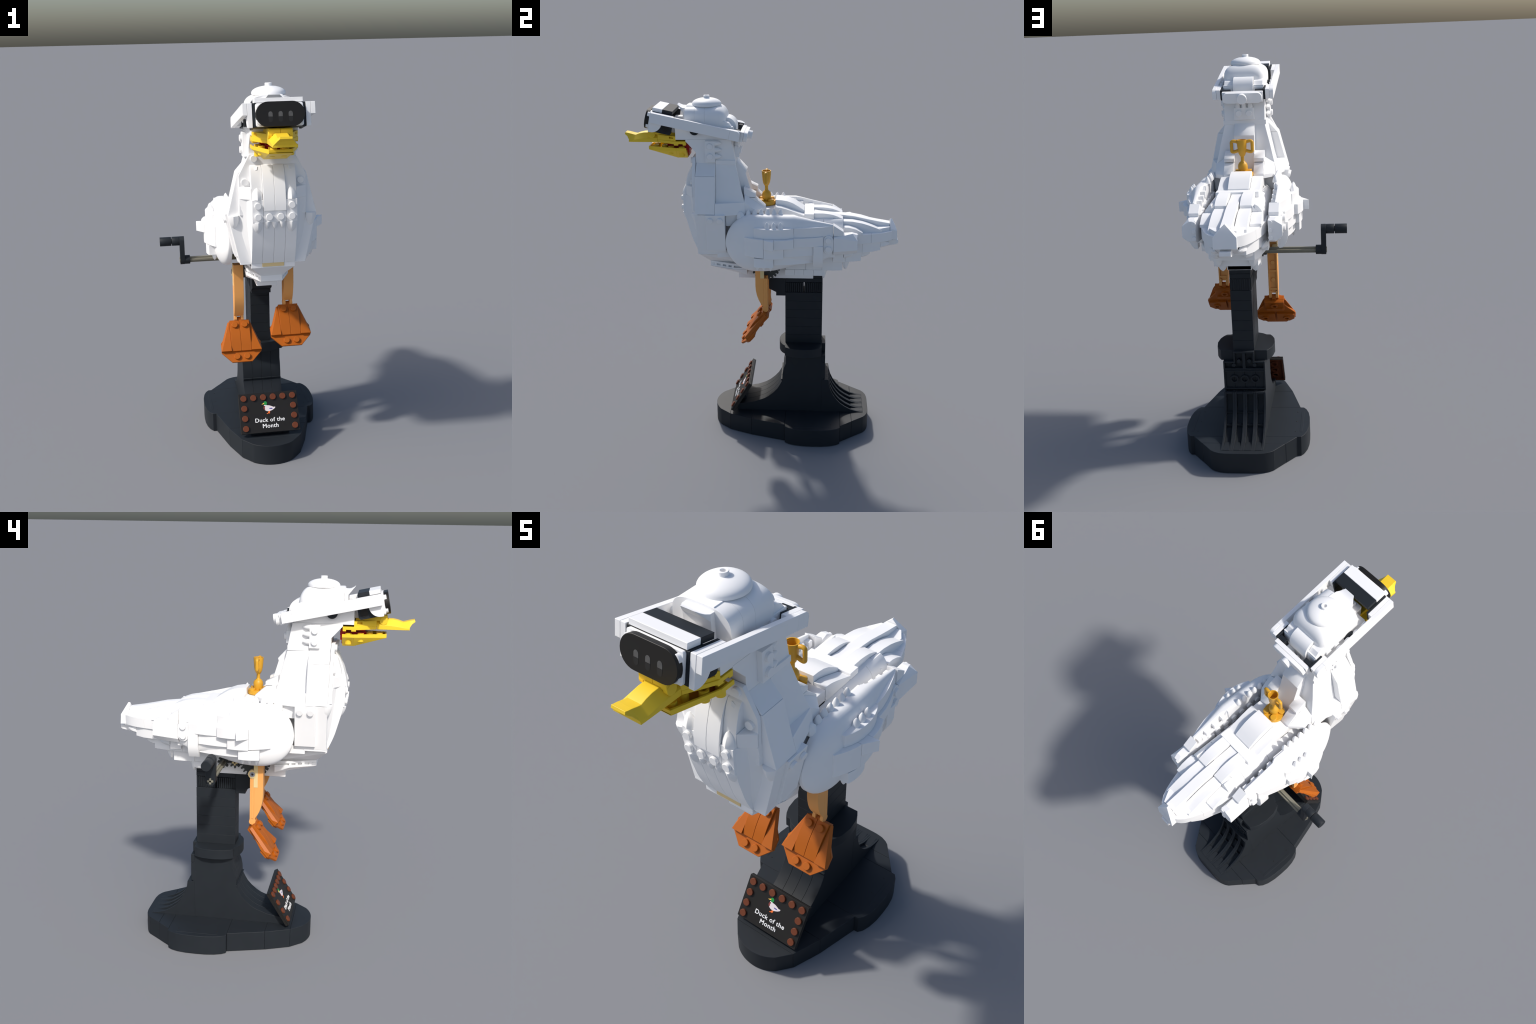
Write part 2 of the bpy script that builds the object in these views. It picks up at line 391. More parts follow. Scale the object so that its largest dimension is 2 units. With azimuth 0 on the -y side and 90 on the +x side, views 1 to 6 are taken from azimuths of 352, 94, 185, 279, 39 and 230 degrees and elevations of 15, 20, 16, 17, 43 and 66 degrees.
def gear_mesh(name, teeth, ro, ri, w, mat, hub):
    bm = bmesh.new()
    lo, hi = [], []
    for k in range(teeth):
        for f_, r in ((-0.30, ri), (-0.14, ro), (0.14, ro), (0.30, ri)):
            a = 2 * math.pi * (k + f_) / teeth
            lo.append(bm.verts.new((r * math.cos(a), r * math.sin(a), 0)))
            hi.append(bm.verts.new((r * math.cos(a), r * math.sin(a), w)))
    n = len(lo)
    bm.faces.new(lo); bm.faces.new(hi[::-1])
    for i in range(n):
        j = (i + 1) % n
        bm.faces.new((lo[i], lo[j], hi[j], hi[i]))
    return finish(bm, name, mat, 0.012, 30)
g24 = gear_mesh("gear", 24, 1.55, 1.27, 0.42, GREY, 0.3)
g8 = gear_mesh("gear", 8, 0.60, 0.36, 0.42, GREY, 0.15)
for s in (1, -1):
    g = put(g24, "gear", root, (s * 1.55 if s > 0 else s * 1.97, -2.05, 19.3), axis_rot((1, 0, 0)))
    turned("gear_disc", disc_prof(1.1, 0.06), GREY, root, (s * 1.97, -2.05, 19.3), (s, 0, 0))
    if s > 0: continue
    put(g8, "gear", root, (-1.97, -0.1, 19.1), axis_rot((1, 0, 0)))
    put(g8, "gear", root, (-1.97, 1.05, 19.05), axis_rot((1, 0, 0)))
    for a, b in ((0.28, 0.09), (0.09, 0.28)):
        box("gear_axle", s * 1.2, s * 2.06, -a - 0.1, a - 0.1, 19.1 - b, 19.1 + b, TAN, root, gap=0)

crank = prism("crank", [(1.05 + 0.47 * math.cos(a), 19.05 + 0.47 * math.sin(a)) for a in [math.pi + math.pi * k / 10 for k in range(11)]] +
              [(1.0 + 0.47 * math.cos(a), 21.05 + 0.47 * math.sin(a)) for a in [math.pi * k / 10 for k in range(11)]], 'x', -7.97, -7.5, BLACK, root, gap=0)
turned("crank_hub", disc_prof(0.45, 0.52), BLACK, crank, (-7.5, 1.05, 19.05), (1, 0, 0))
for a0, a1 in ((-8.75, -7.97), (-9.95, -8.80)):
    turned("crank_handle", [(0.25, 0), (0.44, 0), (0.46, 0.03), (0.46, abs(a1 - a0) - 0.03), (0.44, abs(a1 - a0)), (0.25, abs(a1 - a0)), (0.25, 0)], BLACK, crank, (a0, 1.0, 21.05), (1, 0, 0))
turned("handle_core", disc_prof(0.26, 1.6), INK, crank, (-9.6, 1.0, 21.05), (1, 0, 0))
for a, b in ((0.29, 0.10), (0.10, 0.29)):
    box("crank_axle", -8.03, -1.0, 1.05 - a, 1.05 + a, 19.05 - b, 19.05 + b, STONE, crank, gap=0, bevel=0.02)

# ================================================================== TORSO
torso = box("torso", -2, 2, -8.9, -4.0, 20.7, 25.4, WHITE, root)
box("torso_core", -2, 2, -8.95, -5.6, 25.4, 30.38, WHITE, torso)
box("belly_brick", -1.1, 1.1, -4.0, 4.0, 18.0, 20.0, WHITE, torso)
for k in range(4):
    box("belly_brick", -1.16, 1.16, k, k + 1, 18.02, 18.62, WHITE, torso)
box("keel_plate", -1, 1, -5, 3, 17.63, 18.02, WHITE, torso)
box("column_cap", -1, 1, 3.02, 4, 17.63, 18.0, BLACK, stand)
box("belly_plate", -2, 2, 2.2, 4.0, 18.95, 20.0, WHITE, torso)
for k in range(4):
    box("belly_brick", 1.1, 2.03, k, k + 1, 18.36, 19.02, WHITE, torso)
box("belly_brick", 1.1, 2.0, 0.05, 2.2, 19.03, 20.0, WHITE, torso)
box("belly_brick", -2.0, -1.1, 2.6, 4, 18.36, 19.0, WHITE, torso)
# boat-shaped front underside
box("breast_plate", -2, 2, -9.05, -4.0, 20.6, 21.05, WHITE, torso)
box("tan_strip", -1, 1, -9.10, -8.9, 20.72, 21.06, TAN, torso, gap=0.0)
hull("keel_slope", [(x, y, z) for x, y, z in ((2, -9.0, 20.6), (-2, -9.0, 20.6), (1, -8.0, 19.55), (-1, -8.0, 19.55), (2, -4.2, 20.6), (-2, -4.2, 20.6), (1.8, -4.2, 19.55), (-1.8, -4.2, 19.55))], WHITE, torso)
kw = ((1, -8), (-1, -8), (2, -5.4), (-2, -5.4), (2, -4), (-2, -4))
hull("keel_wedge", [(x, y, z) for z in (18.97, 19.12) for x, y in kw], WHITE, torso)
hull("keel_wedge", [(x, y, z) for z in (19.34, 19.55) for x, y in kw], WHITE, torso)
hull("keel_core", [(x * 0.86, y + 0.22, z) for z in (19.0, 19.5) for x, y in kw], WHITE, torso)
hull("keel_front", [(x, y, z) for x in (-1, 1) for y in (-7.995, -7.5) for z in (19.0, 19.5)], WHITE, torso)
for s in (1, -1):
    for t in (0.22, 0.48, 0.72, 0.95):
        hull("keel_peg", [(s * (1 + t + dx), -8 + 2.6 * (t + dt), z) for dx in (-0.25, -0.03) for dt in (-0.05, 0.05) for z in (19.0, 19.5)], WHITE, torso)
hull("keel_slope", [(1, -8, 18.96), (-1, -8, 18.96), (2, -5.6, 18.96), (-2, -5.6, 18.96), (2, -4, 18.96), (-2, -4, 18.96), (1, -5, 18.34), (-1, -5, 18.34), (1.9, -4, 18.34), (-1.9, -4, 18.34)], WHITE, torso)
box("keel_block", -1, 1, -5, 0, 18.0, 18.4, WHITE, torso)
for s in (1, -1):
    hull("flank_step", [(s * x, y, z) for x in (1.9, 2.95) for y in (-7, -4.3) for z in (20.65, 21.45)] , WHITE, torso)

# chest centre: four strips below, two raised strips above, two set back beside them
low = [(-10.34, 25.15), (-10.2, 24.35), (-10.03, 23.7), (-9.84, 23.0), (-9.7, 22.5), (-9.52, 22.0), (-9.27, 21.4), (-9.1, 21.05), (-8.9, 21.05), (-8.9, 25.15)]
for i in range(-2, 2):
    prism("breast_brick", low, 'x', i, i + 1, WHITE, torso, gap=0.008, angle=25)
up = [(-9.3, 30.1), (-9.5, 30.0), (-9.78, 29.6), (-10.05, 29.05), (-10.27, 28.4), (-10.44, 27.8), (-10.57, 27.1), (-10.63, 26.6), (-10.63, 26.18), (-9.3, 26.18)]
for i in (-1, 0):
    prism("breast_panel", up, 'x', i, i + 1, WHITE, torso, gap=0.008, angle=25)
side = [(-9.3, 30.05), (-9.5, 30.0), (-9.72, 29.6), (-9.95, 28.9), (-10.1, 28.2), (-10.2, 27.3), (-10.25, 26.0), (-10.28, 25.1), (-9.3, 25.1)]
for s in (1, -1):
    prism("breast_panel", side, 'x', s * 1, s * 2, WHITE, torso, gap=0.012, angle=25)
    hull("feather_tab", [(s * 1.33, -9.6, 29.98), (s * 1.76, -9.62, 29.75), (s * 1.8, -9.72, 29.5), (s * 1.38, -9.74, 29.68), (s * 1.4, -9.4, 29.6), (s * 1.7, -9.4, 29.6)], WHITE, torso)
    box("stud_plate", s * 1, s * 2, -10.5, -10.1, 25.15, 27.13, WHITE, torso)
    stud(torso, (s * 1.5, -10.5, 26.63), (0, -1, 0)); stud(torso, (s * 1.5, -10.5, 25.65), (0, -1, 0)); stud(torso, (s * 0.5, -10.5, 25.65), (0, -1, 0))
    fin(torso, (s * 1.5, -10.2, 27.12), (0, 0.06, 1), (0, -1, 0), (1.0, 1, 1.03))
    fin(torso, (s * 1.5, -10.22, 25.16), (0, 0.06, -1), (0, -1, 0), (1.0, 1, 1.03))
    tooth(torso, (s * 0.66, -10.35, 25.2), (0, 0.05, -1), 0.85)
box("stud_plate", -1, 1, -10.5, -10.1, 25.15, 26.16, WHITE, torso)
tooth(torso, (0, -10.35, 25.2), (0, 0.05, -1), 0.9)

# neck-front plate with the flared flanks
fp = [(0, 31.0), (2.0, 31.0), (2.98, 29.15), (2.98, 25.6), (0, 25.6)]
prism("collar_plate", fp + [(-x, z) for x, z in reversed(fp) if x > 0], 'y', -9.36, -9.02, WHITE, torso)
for s in (1, -1):
    stud(torso, (s * 1.63, -9.34, 30.62), (0, -1, 0)); stud(torso, (s * 2.48, -9.34, 28.6), (0, -1, 0))
    hull("corner_slope", [(s * 2.0, -10.12, 27.1), (s * 2.0, -10.12, 28.1), (s * 2.98, -9.42, 28.1), (s * 2.98, -9.42, 27.1), (s * 2.0, -9.3, 28.16), (s * 2.98, -9.3, 28.16), (s * 2.0, -9.3, 27.1), (s * 2.98, -9.3, 27.1)], WHITE, torso)
    rows = [(27.09, -10.22, 2.98, -9.42), (26.2, -10.3, 3.0, -9.25), (25.5, -10.32, 3.0, -9.06), (24.7, -10.24, 2.95, -8.98), (23.6, -10.0, 2.75, -8.98), (22.5, -9.7, 2.45, -8.98), (21.7, -9.4, 2.2, -8.98), (21.1, -9.12, 2.03, -8.98)]
    loft("breast_side_panel", [[(s * 1.98, ya, z), (s * (0.5 * (1.98 + xb) - 0.13), 0.5 * (ya + yb) + 0.14, z), (s * xb, yb, z), (s * xb, -8.9, z), (s * 1.98, -8.9, z)] for z, ya, xb, yb in rows], WHITE, torso, angle=25)
    # lower flank slab, studded plate, drooping feather
    hull("flank_panel", [(s * 2, y, z) for y in (-9.0, -6.0) for z in (21.15, 25.5)] + [(s * 3.0, y, 21.15) for y in (-9.0, -6.05)] + [(s * 3.95, y, 25.5) for y in (-9.0, -6.05)], WHITE, torso)
    hull("flank_plate", [(s * (3.34 + dx), y, 21.5) for y in (-7.97, -6.03) for dx in (-0.5, 0.0)] + [(s * (4.14 + dx), y, 25.52) for y in (-7.97, -6.03) for dx in (-0.5, 0.0)], WHITE, torso)
    for y in (-7.5, -6.5):
        stud(torso, (s * 4.03, y, 24.95), (s * 0.976, 0, -0.22))
    fin(torso, (s * 3.48, -8.98, 25.56), (-s * 0.02, 0.0, -1), (s * 0.12, -1, 0), (0.98, 1.15, 1.2))
    box("side_wall", s * 1.95, s * 3.1, -6.0, -3.6, 24.1, 25.34, WHITE, torso)
    hull("flank_foot", [(s * x, y, z) for x in (2.0, 2.98) for y in (-9.0, -6.9) for z in (20.98, 21.16)], WHITE, torso)
    # upper flare
    hull("shoulder_slope", [(s * 1.5, -8.98, 30.42), (s * 1.5, -7.02, 30.42), (s * 2.02, -8.98, 30.42), (s * 2.02, -7.02, 30.42), (s * 3.05, -9.0, 29.27), (s * 3.05, -7.02, 29.27), (s * 1.5, -9.0, 29.27), (s * 1.5, -7.02, 29.27)], WHITE, torso)
    hull("shoulder_panel", [(s * 1.5, y, z) for y in (-9.02, -7.02) for z in (25.55, 29.25)] + [(s * 3.07, y, 29.25) for y in (-9.02, -7.02)] + [(s * 3.99, y, 25.55) for y in (-9.02, -7.02)], WHITE, torso)
    loft("nape_panel", [[(s * 0.9, -7, z), (s * xo, -7, z), (s * xr, yr, z), (s * (xr - 0.14), yr + 0.01, z), (s * (0.5 * xr + 0.55), yi + 0.08, z), (s * 1.0, yi, z), (s * 0.9, yi, z)]
                        for z, xo, xr, yr, yi in ((30.3, 2.14, 2.0, -5.0, -5.1), (28.5, 2.5, 2.45, -4.6, -4.75), (27.4, 2.72, 2.7, -4.33, -4.5), (26.6, 2.9, 2.9, -4.1, -4.25), (25.4, 3.05, 3.05, -4.05, -4.2))], WHITE, torso)
    hull("nape_block", [(s * 1.2, -7, 26.6), (s * 3.72, -7, 26.6), (s * 2.92, -4.05, 26.6), (s * 1.2, -4.05, 26.6), (s * 1.2, -7, 25.35), (s * 4.02, -7, 25.35), (s * 3.1, -4.0, 25.35), (s * 1.2, -4.0, 25.35)], WHITE, torso)
    # back shelf either side of the trophy
    prism("shelf_slope", [(-4.2, 27.85), (-4, 27.75), (-3.0, 27.25), (-3.0, 26.88), (-4.2, 26.88)], 'x', s * 0.95, s * 1.97, WHITE, torso)
    prism("shelf_slope", [(-4.2, 26.86), (-3.05, 26.8), (-2.0, 25.88), (-2.0, 25.4), (-4.2, 25.4)], 'x', s * 0.97, s * 1.95, WHITE, torso)
    hull("shelf_corner", [(s * 1.96, -2.05, 25.8), (s * 2.85, -3.0, 25.75), (s * 1.96, -4.1, 27.2), (s * 2.9, -4.1, 26.6), (s * 1.96, -2.05, 25.4), (s * 2.95, -3.0, 25.4), (s * 2.95, -4.1, 25.4), (s * 1.96, -4.1, 25.4)], WHITE, torso)
prism("nape_ridge", [(-4.97, 30.4), (-4.0, 29.34), (-4.07, 29.1), (-3.45, 27.0), (-3.07, 25.6), (-6.0, 25.6), (-6.0, 30.4)], 'x', -1, 1, WHITE, torso)

# back
box("trophy_plate", -1.96, 1.96, -4, -1, 24.5, 25.62, WHITE, torso)
for s in (1, -1):
    prism("back_slope", [(-1.0, 24.7), (-1.0, 25.84), (-0.4, 25.77), (0.2, 25.6), (1.0, 25.32), (2.0, 24.95), (2.0, 24.7)], 'x', s * 1.02, s * 2, WHITE, torso, angle=25)
prism("back_saddle", [(-1.0, 25.2), (-1.0, 26.33), (-0.4, 26.3), (0.2, 26.2), (0.8, 25.98), (1.4, 25.62), (2.0, 25.22), (2.0, 24.8)], 'x', -1, 1, WHITE, torso, angle=25)
box("back_plate", -2, 2, 2, 3, 24.62, 25.12, WHITE, torso)
box("torso_core", -1.985, 1.985, -4.2, 4.98, 20.0, 24.61, WHITE, torso)
box("torso_core", -1.96, 1.96, -2, 2, 24.5, 24.75, WHITE, torso)

for s in (1, -1):
    for y0, y1 in ((-3.3, 1.0), (1.0, 4.0), (4.0, 5.98)):
        prism("back_side_slope", [(s * x, z) for x, z in ((1.9, 24.6), (2.0, 24.6), (2.25, 24.45), (2.48, 24.15), (2.62, 23.75), (2.7, 23.2), (2.72, 22.4), (1.9, 22.4))], 'y', y0, y1, WHITE, torso, angle=25)

# ================================================================== NECK
neck = prism("neck", [(-9.0, 30.4), (-9.0, 31.52), (-10.0, 32.62), (-10.0, 32.82), (-5.4, 32.82), (-5.0, 30.7), (-5.0, 30.4)], 'x', -2, 2, WHITE, root, gap=0)
box("neck_ledge", -2.14, 2.14, -7.0, -4.98, 30.3, 30.74, WHITE, neck)
box("nape_plate", -1, 1, -5.2, -4.72, 30.8, 31.95, WHITE, neck)
for x in (-0.5, 0.5):
    stud(neck, (x, -4.73, 31.4), (0, 1, 0))
for x in (-0.62, 0, 0.62):
    tooth(neck, (x, -4.98, 31.9), (0, 0.05, 1), 0.9)
for s in (1, -1):
    box("neck_plate", s * 1.98, s * 2.4, -8, -7, 30.6, 32.72, WHITE, neck)
    stud(neck, (s * 2.38, -7.5, 31.18), (s, 0, 0)); stud(neck, (s * 2.38, -7.5, 32.2), (s, 0, 0))
    for z in (31.15, 31.82, 32.5):
        tooth(neck, (s * 2.16, -7.02, z), (0, 1, 0), 0.86)

# ================================================================== HEAD
head = prism("head", [(-11.0, 32.78), (-11.0, 34.1), (-5.2, 34.1), (-5.2, 33.2), (-5.4, 32.83), (-10.0, 32.83), (-10.0, 32.78)], 'x', -2, 2, WHITE, root, gap=0)
box("brow_brick", -1, 1, -11.55, -10.4, 33.3, 34.5, WHITE, head)
box("brow_tile", -0.55, 0.4, -11.3, -10.35, 34.5, 34.85, WHITE, head)
def crown(ya, yb):
    bm = bmesh.new()
    # cross-section rounded at the top corners, swept along y and rounded down at the back
    nx, ny = 24, 26
    W, z0, zt = 2.05, 34.0, 36.0
    rows = []
    for j in range(ny + 1):
        q = j / ny
        y = ya + (yb - ya) * (math.sin(math.pi / 2 * q) if yb > -6 else q)
        # back rounding
        b = max(0.0, (y + 6.95) / 1.02)
        k = math.sqrt(max(0.0, 1 - min(1, b) ** 2))
        top = zt - 1.1 * (1 - k)
        row = []
        wy = W - (0.85 * (1 - math.sqrt(max(0, 1 - min(1, max(0, (y + 6.7) / 0.78)) ** 2)))) * 0.8
        for i in range(nx + 1):
            a = math.pi * i / nx
            cx = math.copysign(abs(math.cos(a)) ** 0.62, math.cos(a)) * wy
            cz = z0 + 0.75 + (abs(math.sin(a)) ** 0.72) * (top - z0 - 0.75)
            row.append((cx, y, cz))
        rows.append([(wy, y, z0)] + row + [(-wy, y, z0)])
    rv = [[bm.verts.new(p) for p in r] for r in rows]
    n = len(rows[0])
    for a, b in zip(rv, rv[1:]):
        for i in range(n):
            l = (i + 1) % n
            bm.faces.new((a[i], a[l], b[l], b[i]))
    bm.faces.new(rv[0]); bm.faces.new(rv[-1])
    return put(finish(bm, "crown", WHITE, 0, 40), "crown", head)
crown(-10.0, -9.005)
crown(-8.995, -8.005)
crown(-7.995, -5.93)
turned("crown_dome", [(0, 35.9), (1.38, 35.92), (1.5, 36.0), (1.5, 36.1)] + [(1.5 * math.cos(a), 36.1 + 0.6 * math.sin(a)) for a in [math.pi / 2 * k / 10 for k in range(1, 10)]] + [(0.30, 36.68)],
       WHITE, head, (0, -8, 0), seg=48)
turned("dome_stud", [(0.17, 36.5), (0.31, 36.5), (0.31, 36.92), (0.29, 36.94), (0.19, 36.94), (0.17, 36.92), (0.17, 36.5)], WHITE, head, (0, -8, 0), seg=24)
turned("stud_hole", disc_prof(0.17, 0.1), RED, head, (0, -8, 36.5), seg=16)
# tufted crest
box("crest_block", -1, 1, -10.34, -9.9, 34.1, 35.75, WHITE, head)
loft("crest", [[(-wb, yb, zb), (wb, yb, zb), (wt, yt, zt), (-wt, yt, zt)] for yb, zb, yt, zt, wb, wt in
               ((-9.7, 35.3, -9.7, 35.8, 1.0, 1.0), (-10.33, 35.35, -10.3, 35.8, 1.0, 0.98), (-10.5, 35.56, -10.52, 35.85, 0.86, 0.82), (-10.72, 35.84, -10.75, 35.98, 0.66, 0.64), (-10.9, 36.05, -10.93, 36.12, 0.52, 0.5))], WHITE, head, angle=25)
box("crest_step", -0.95, 0.95, -9.95, -9.2, 35.7, 36.02, WHITE, head)
# back of the head
prism("head_bump", [(-6.2, 33.0), (-6.2, 34.85)] + [(-5.95 + 1.02 * math.sin(a), 33.82 + 1.05 * math.cos(a)) for a in [math.pi / 2 * k / 10 for k in range(0, 11)]] + [(-4.95, 33.2), (-5.2, 33.0)], 'x', -1, 1, WHITE, head, angle=25)
for s in (1, -1):
    hull("head_cheese", [(s * x, y, z) for x in (1.02, 1.9) for y, z in ((-6.3, 34.0), (-6.3, 34.7), (-5.6, 34.45), (-5.15, 33.9), (-5.15, 33.0))], WHITE, head)
    turned("eye", disc_prof(0.5, 0.36), BLACK, head, (s * 1.98, -9.0, 33.8), (s, 0, 0))
    for y in (-7.6, -6.6):
        stud(head, (s * 1.98, y, 33.75), (s, 0, 0))

# ================================================================== BEAK
beak = loft("upper_beak", [[(-1, y, zb), (1, y, zb), (1, y, zs), (w, y, zt), (-w, y, zt), (-1, y, zs)] for y, zb, zs, zt, w in
        ((-13.0, 32.33, 32.75, 33.2, 0.55), (-14.0, 32.33, 32.72, 33.25, 0.5), (-14.5, 32.33, 32.68, 33.23, 0.5), (-14.95, 32.33, 32.62, 33.14, 0.5), (-15.35, 32.33, 32.56, 33.0, 0.5), (-15.5, 32.33, 32.54, 33.02, 0.5), (-16.0, 32.34, 32.5, 33.15, 0.5))],
        YELLOW, root, angle=11)
loft("beak_tip", [[(-1, -15.98, 32.34), (1, -15.98, 32.34), (1, -15.98, 32.5), (0.5, -15.98, 33.145), (-0.5, -15.98, 33.145), (-1, -15.98, 32.5)],
                  [(-0.9, -16.0, 32.55), (0.9, -16.0, 32.55), (0.88, -16.02, 32.62), (0.5, -16.1, 33.17), (-0.5, -16.1, 33.17), (-0.88, -16.02, 32.62)],
                  [(-0.66, -16.2, 32.85), (0.66, -16.2, 32.85), (0.64, -16.22, 32.9), (0.5, -16.28, 33.2), (-0.5, -16.28, 33.2), (-0.64, -16.22, 32.9)],
                  [(-0.5, -16.48, 33.06), (0.5, -16.48, 33.06), (0.5, -16.47, 33.1), (0.5, -16.42, 33.24), (-0.5, -16.42, 33.24), (-0.5, -16.47, 33.1)]], YELLOW, beak, angle=11)
for a in (-1, 0):
    prism("bill_bridge", [(-13.97, 33.12), (-13.97, 33.46), (-13.9, 33.58), (-13.75, 33.63), (-12.9, 33.54), (-11.1, 33.3), (-11.1, 32.6), (-13.0, 32.6), (-13.0, 33.12)], 'x', a, a + 1, YELLOW, beak)
for s in (1, -1):
    ck = lambda y: 1.0 + 0.97 * (y + 12.98) / 1.98
    for ya, yb, za, zb, cut in ((-12.98, -11.72, 32.6, 33.1, 0), (-11.72, -11.26, 33.02, 33.1, 0), (-11.72, -11.26, 32.6, 32.84, 0), (-11.26, -11.0, 32.6, 33.1, 0), (-11.72, -11.26, 32.84, 33.02, 0.22)):
        hull("bill_cheek", [(s * x, y, z) for x, y in ((0.6, ya), (ck(ya) - cut, ya), (ck(yb) - cut, yb), (0.6, yb)) for z in (za, zb)], YELLOW, beak, bevel=0.006)
    hull("bill_wedge", [(s * x, y, z) for x, y in ((0.5, -12.98), (1.0, -12.98), (1.97, -11.2), (1.97, -9.98), (0.5, -9.98)) for z in (32.32, 32.6)], YELLOW, beak)
    box("bill_wedge_foot", s * 1.5, s * 1.97, -11.2, -10.75, 32.18, 32.34, YELLOW, beak)
    box("bill_wedge_foot", s * 1.5, s * 1.97, -10.3, -9.98, 32.18, 32.34, YELLOW, beak)
    turned("bill_nostril", disc_prof(0.36, 0.3), YELLOW, beak, (s * 0.72, -13.62, 33.1), (s, 0, 0))
jaw = hull("lower_beak", [(x, y, z + dz) for x in (-1, 1) for y, z in ((-13.96, 31.58), (-11.0, 30.74), (-9.97, 30.74)) for dz in (0, 0.12)], YELLOW, root, angle=11)
for s in (1, -1):
    hull("jaw_side", [(s * (x - d), y, z + 0.5 * d) for d in (0, 0.15) for x, y, z in ((1, -13.96, 31.64), (2, -11.0, 31.64), (1, -11.0, 30.75), (1, -13.96, 31.58))], YELLOW, jaw)
    hull("jaw_side", [(s * (x - d), y, z + 0.5 * d) for d in (0, 0.15) for x, y, z in ((2, -11.0, 31.64), (2, -9.96, 31.64), (1, -11.0, 30.75), (1, -9.96, 30.75))], YELLOW, jaw)
    for x, y, h in ((0.5, -12.4, 0.8), (1.42, -10.5, 1.0), (1.25, -11.6, 0.75), (0.5, -13.3, 0.45)):
        turned("jaw_tube", [(0.16, 0), (0.3, 0), (0.3, h), (0.16, h), (0.16, 0)], YELLOW, jaw, (s * x, y, 31.97 - h), seg=20)
hull("jaw_back", [(x, y, z) for y in (-9.97, -10.1) for x, z in ((-1, 30.75), (1, 30.75), (-1.95, 31.6), (1.95, 31.6))], YELLOW, jaw)
rim = [(1.0, -13.96), (2.0, -11.0), (2.0, -9.95)]
for s in (1, -1):
    for p, q in zip(rim, rim[1:]):
        hull("jaw_rim", [(s * (x - d), y + (0.12 if d and y < -13 else 0), z) for x, y in (p, q) for d in (0, 0.14) for z in (31.62, 31.92)], YELLOW, jaw)
hull("jaw_rim", [(x, y, z) for x in (-1, 1) for y in (-13.96, -13.84) for z in (31.62, 31.92)], YELLOW, jaw)
hull("tongue", [(x, y, z) for x, y in ((-0.75, -9.7), (0.75, -9.7), (-0.85, -11.4), (0.85, -11.4), (-0.4, -12.1), (0.4, -12.1)) for z in (31.68, 32.05)], RED, jaw)
box("palate", -1.3, 1.3, -12.0, -9.9, 32.2, 32.33, RED, jaw)
box("throat", -1.2, 1.2, -10.3, -9.75, 31.3, 32.3, RED, jaw)
box("throat", -0.7, 0.7, -10.2, -9.86, 30.9, 31.4, RED, jaw)

# ================================================================== HEADSET (tilted frame: a = backwards, b = down)
TH = math.radians(12.1)
ca, sa = math.cos(TH), math.sin(TH)
def VR(p):            # (x, a, b)
    return Vector((p[0], -13.22 + ca * p[1] - sa * p[2], 35.64 - sa * p[1] - ca * p[2]))
VA = Vector((0, ca, -sa)); VB = Vector((0, -sa, -ca))
def vbox(name, x0, x1, a0, a1, b0, b1, mat, parent, gap=0.006, bevel=0.018):
    return box(name, x0, x1, a0, a1, b0, b1, mat, parent, VR, gap, bevel)
headset = vbox("headset", -2.17, 2.17, 0.02, 1.2, 0.0, 1.96, BLACK, root, bevel=0.05)
rr = 0.16
plate = []
for cx_, cb_, q in ((1.95 - rr, 0.05 + rr, -1), (1.95 - rr, 1.93 - rr, 0), (-1.95 + rr, 1.93 - rr, 1), (-1.95 + rr, 0.05 + rr, 2)):
    for k in range(5):
        a = math.pi / 2 * (q + k / 4)
        plate.append((cx_ + rr * math.cos(a), cb_ + rr * math.sin(a)))
prism("face_plate", plate, 'y', -0.2, 0.04, WHITE, headset, VR, bevel=0.03, gap=0)
stad = []
for k in range(17):
    a = -math.pi / 2 + math.pi * k / 16
    stad.append((1.0 + math.cos(a), 1.0 + math.sin(a)))
for k in range(17):
    a = math.pi / 2 + math.pi * k / 16
    stad.append((-1.0 + math.cos(a), 1.0 + math.sin(a)))
prism("screen", stad, 'y', -0.62, -0.22, INK, headset, VR, bevel=0.02, gap=0)
for s in (1, -1):
    for b in (0.5, 1.5):
        turned("face_plate_stud", disc_prof(0.3, 0.25), WHITE, headset, VR((s * 1.62, -0.18, b)), -VA)
for i in (-1, 0, 1):
    w = 0.17
    dome = [(i * 0.82 - w, 1.2), (i * 0.82 + w, 1.2)] + [(i * 0.82 + w * math.cos(a), 0.97 - 0.18 * math.sin(a)) for a in [math.pi * k / 10 for k in range(11)]]
    prism("lens", dome, 'y', -0.632, -0.60, LENS, headset, VR, bevel=0, gap=0)
    dark = [(x, 2.42 - b) for x, b in dome]  # lens outline flipped downward; its dim reflection is modelled as a thin dark plate
    prism("lens_reflection_plate", dark, 'y', -0.628, -0.60, LENSDK, headset, VR, bevel=0, gap=0)
vbox("visor_tile", -2, 2, 0.0, 1.0, -0.38, -0.01, WHITE, headset)
vbox("visor_tile_dark", -2, 2, 1.0, 2.02, -0.38, -0.01, BLACK, headset)
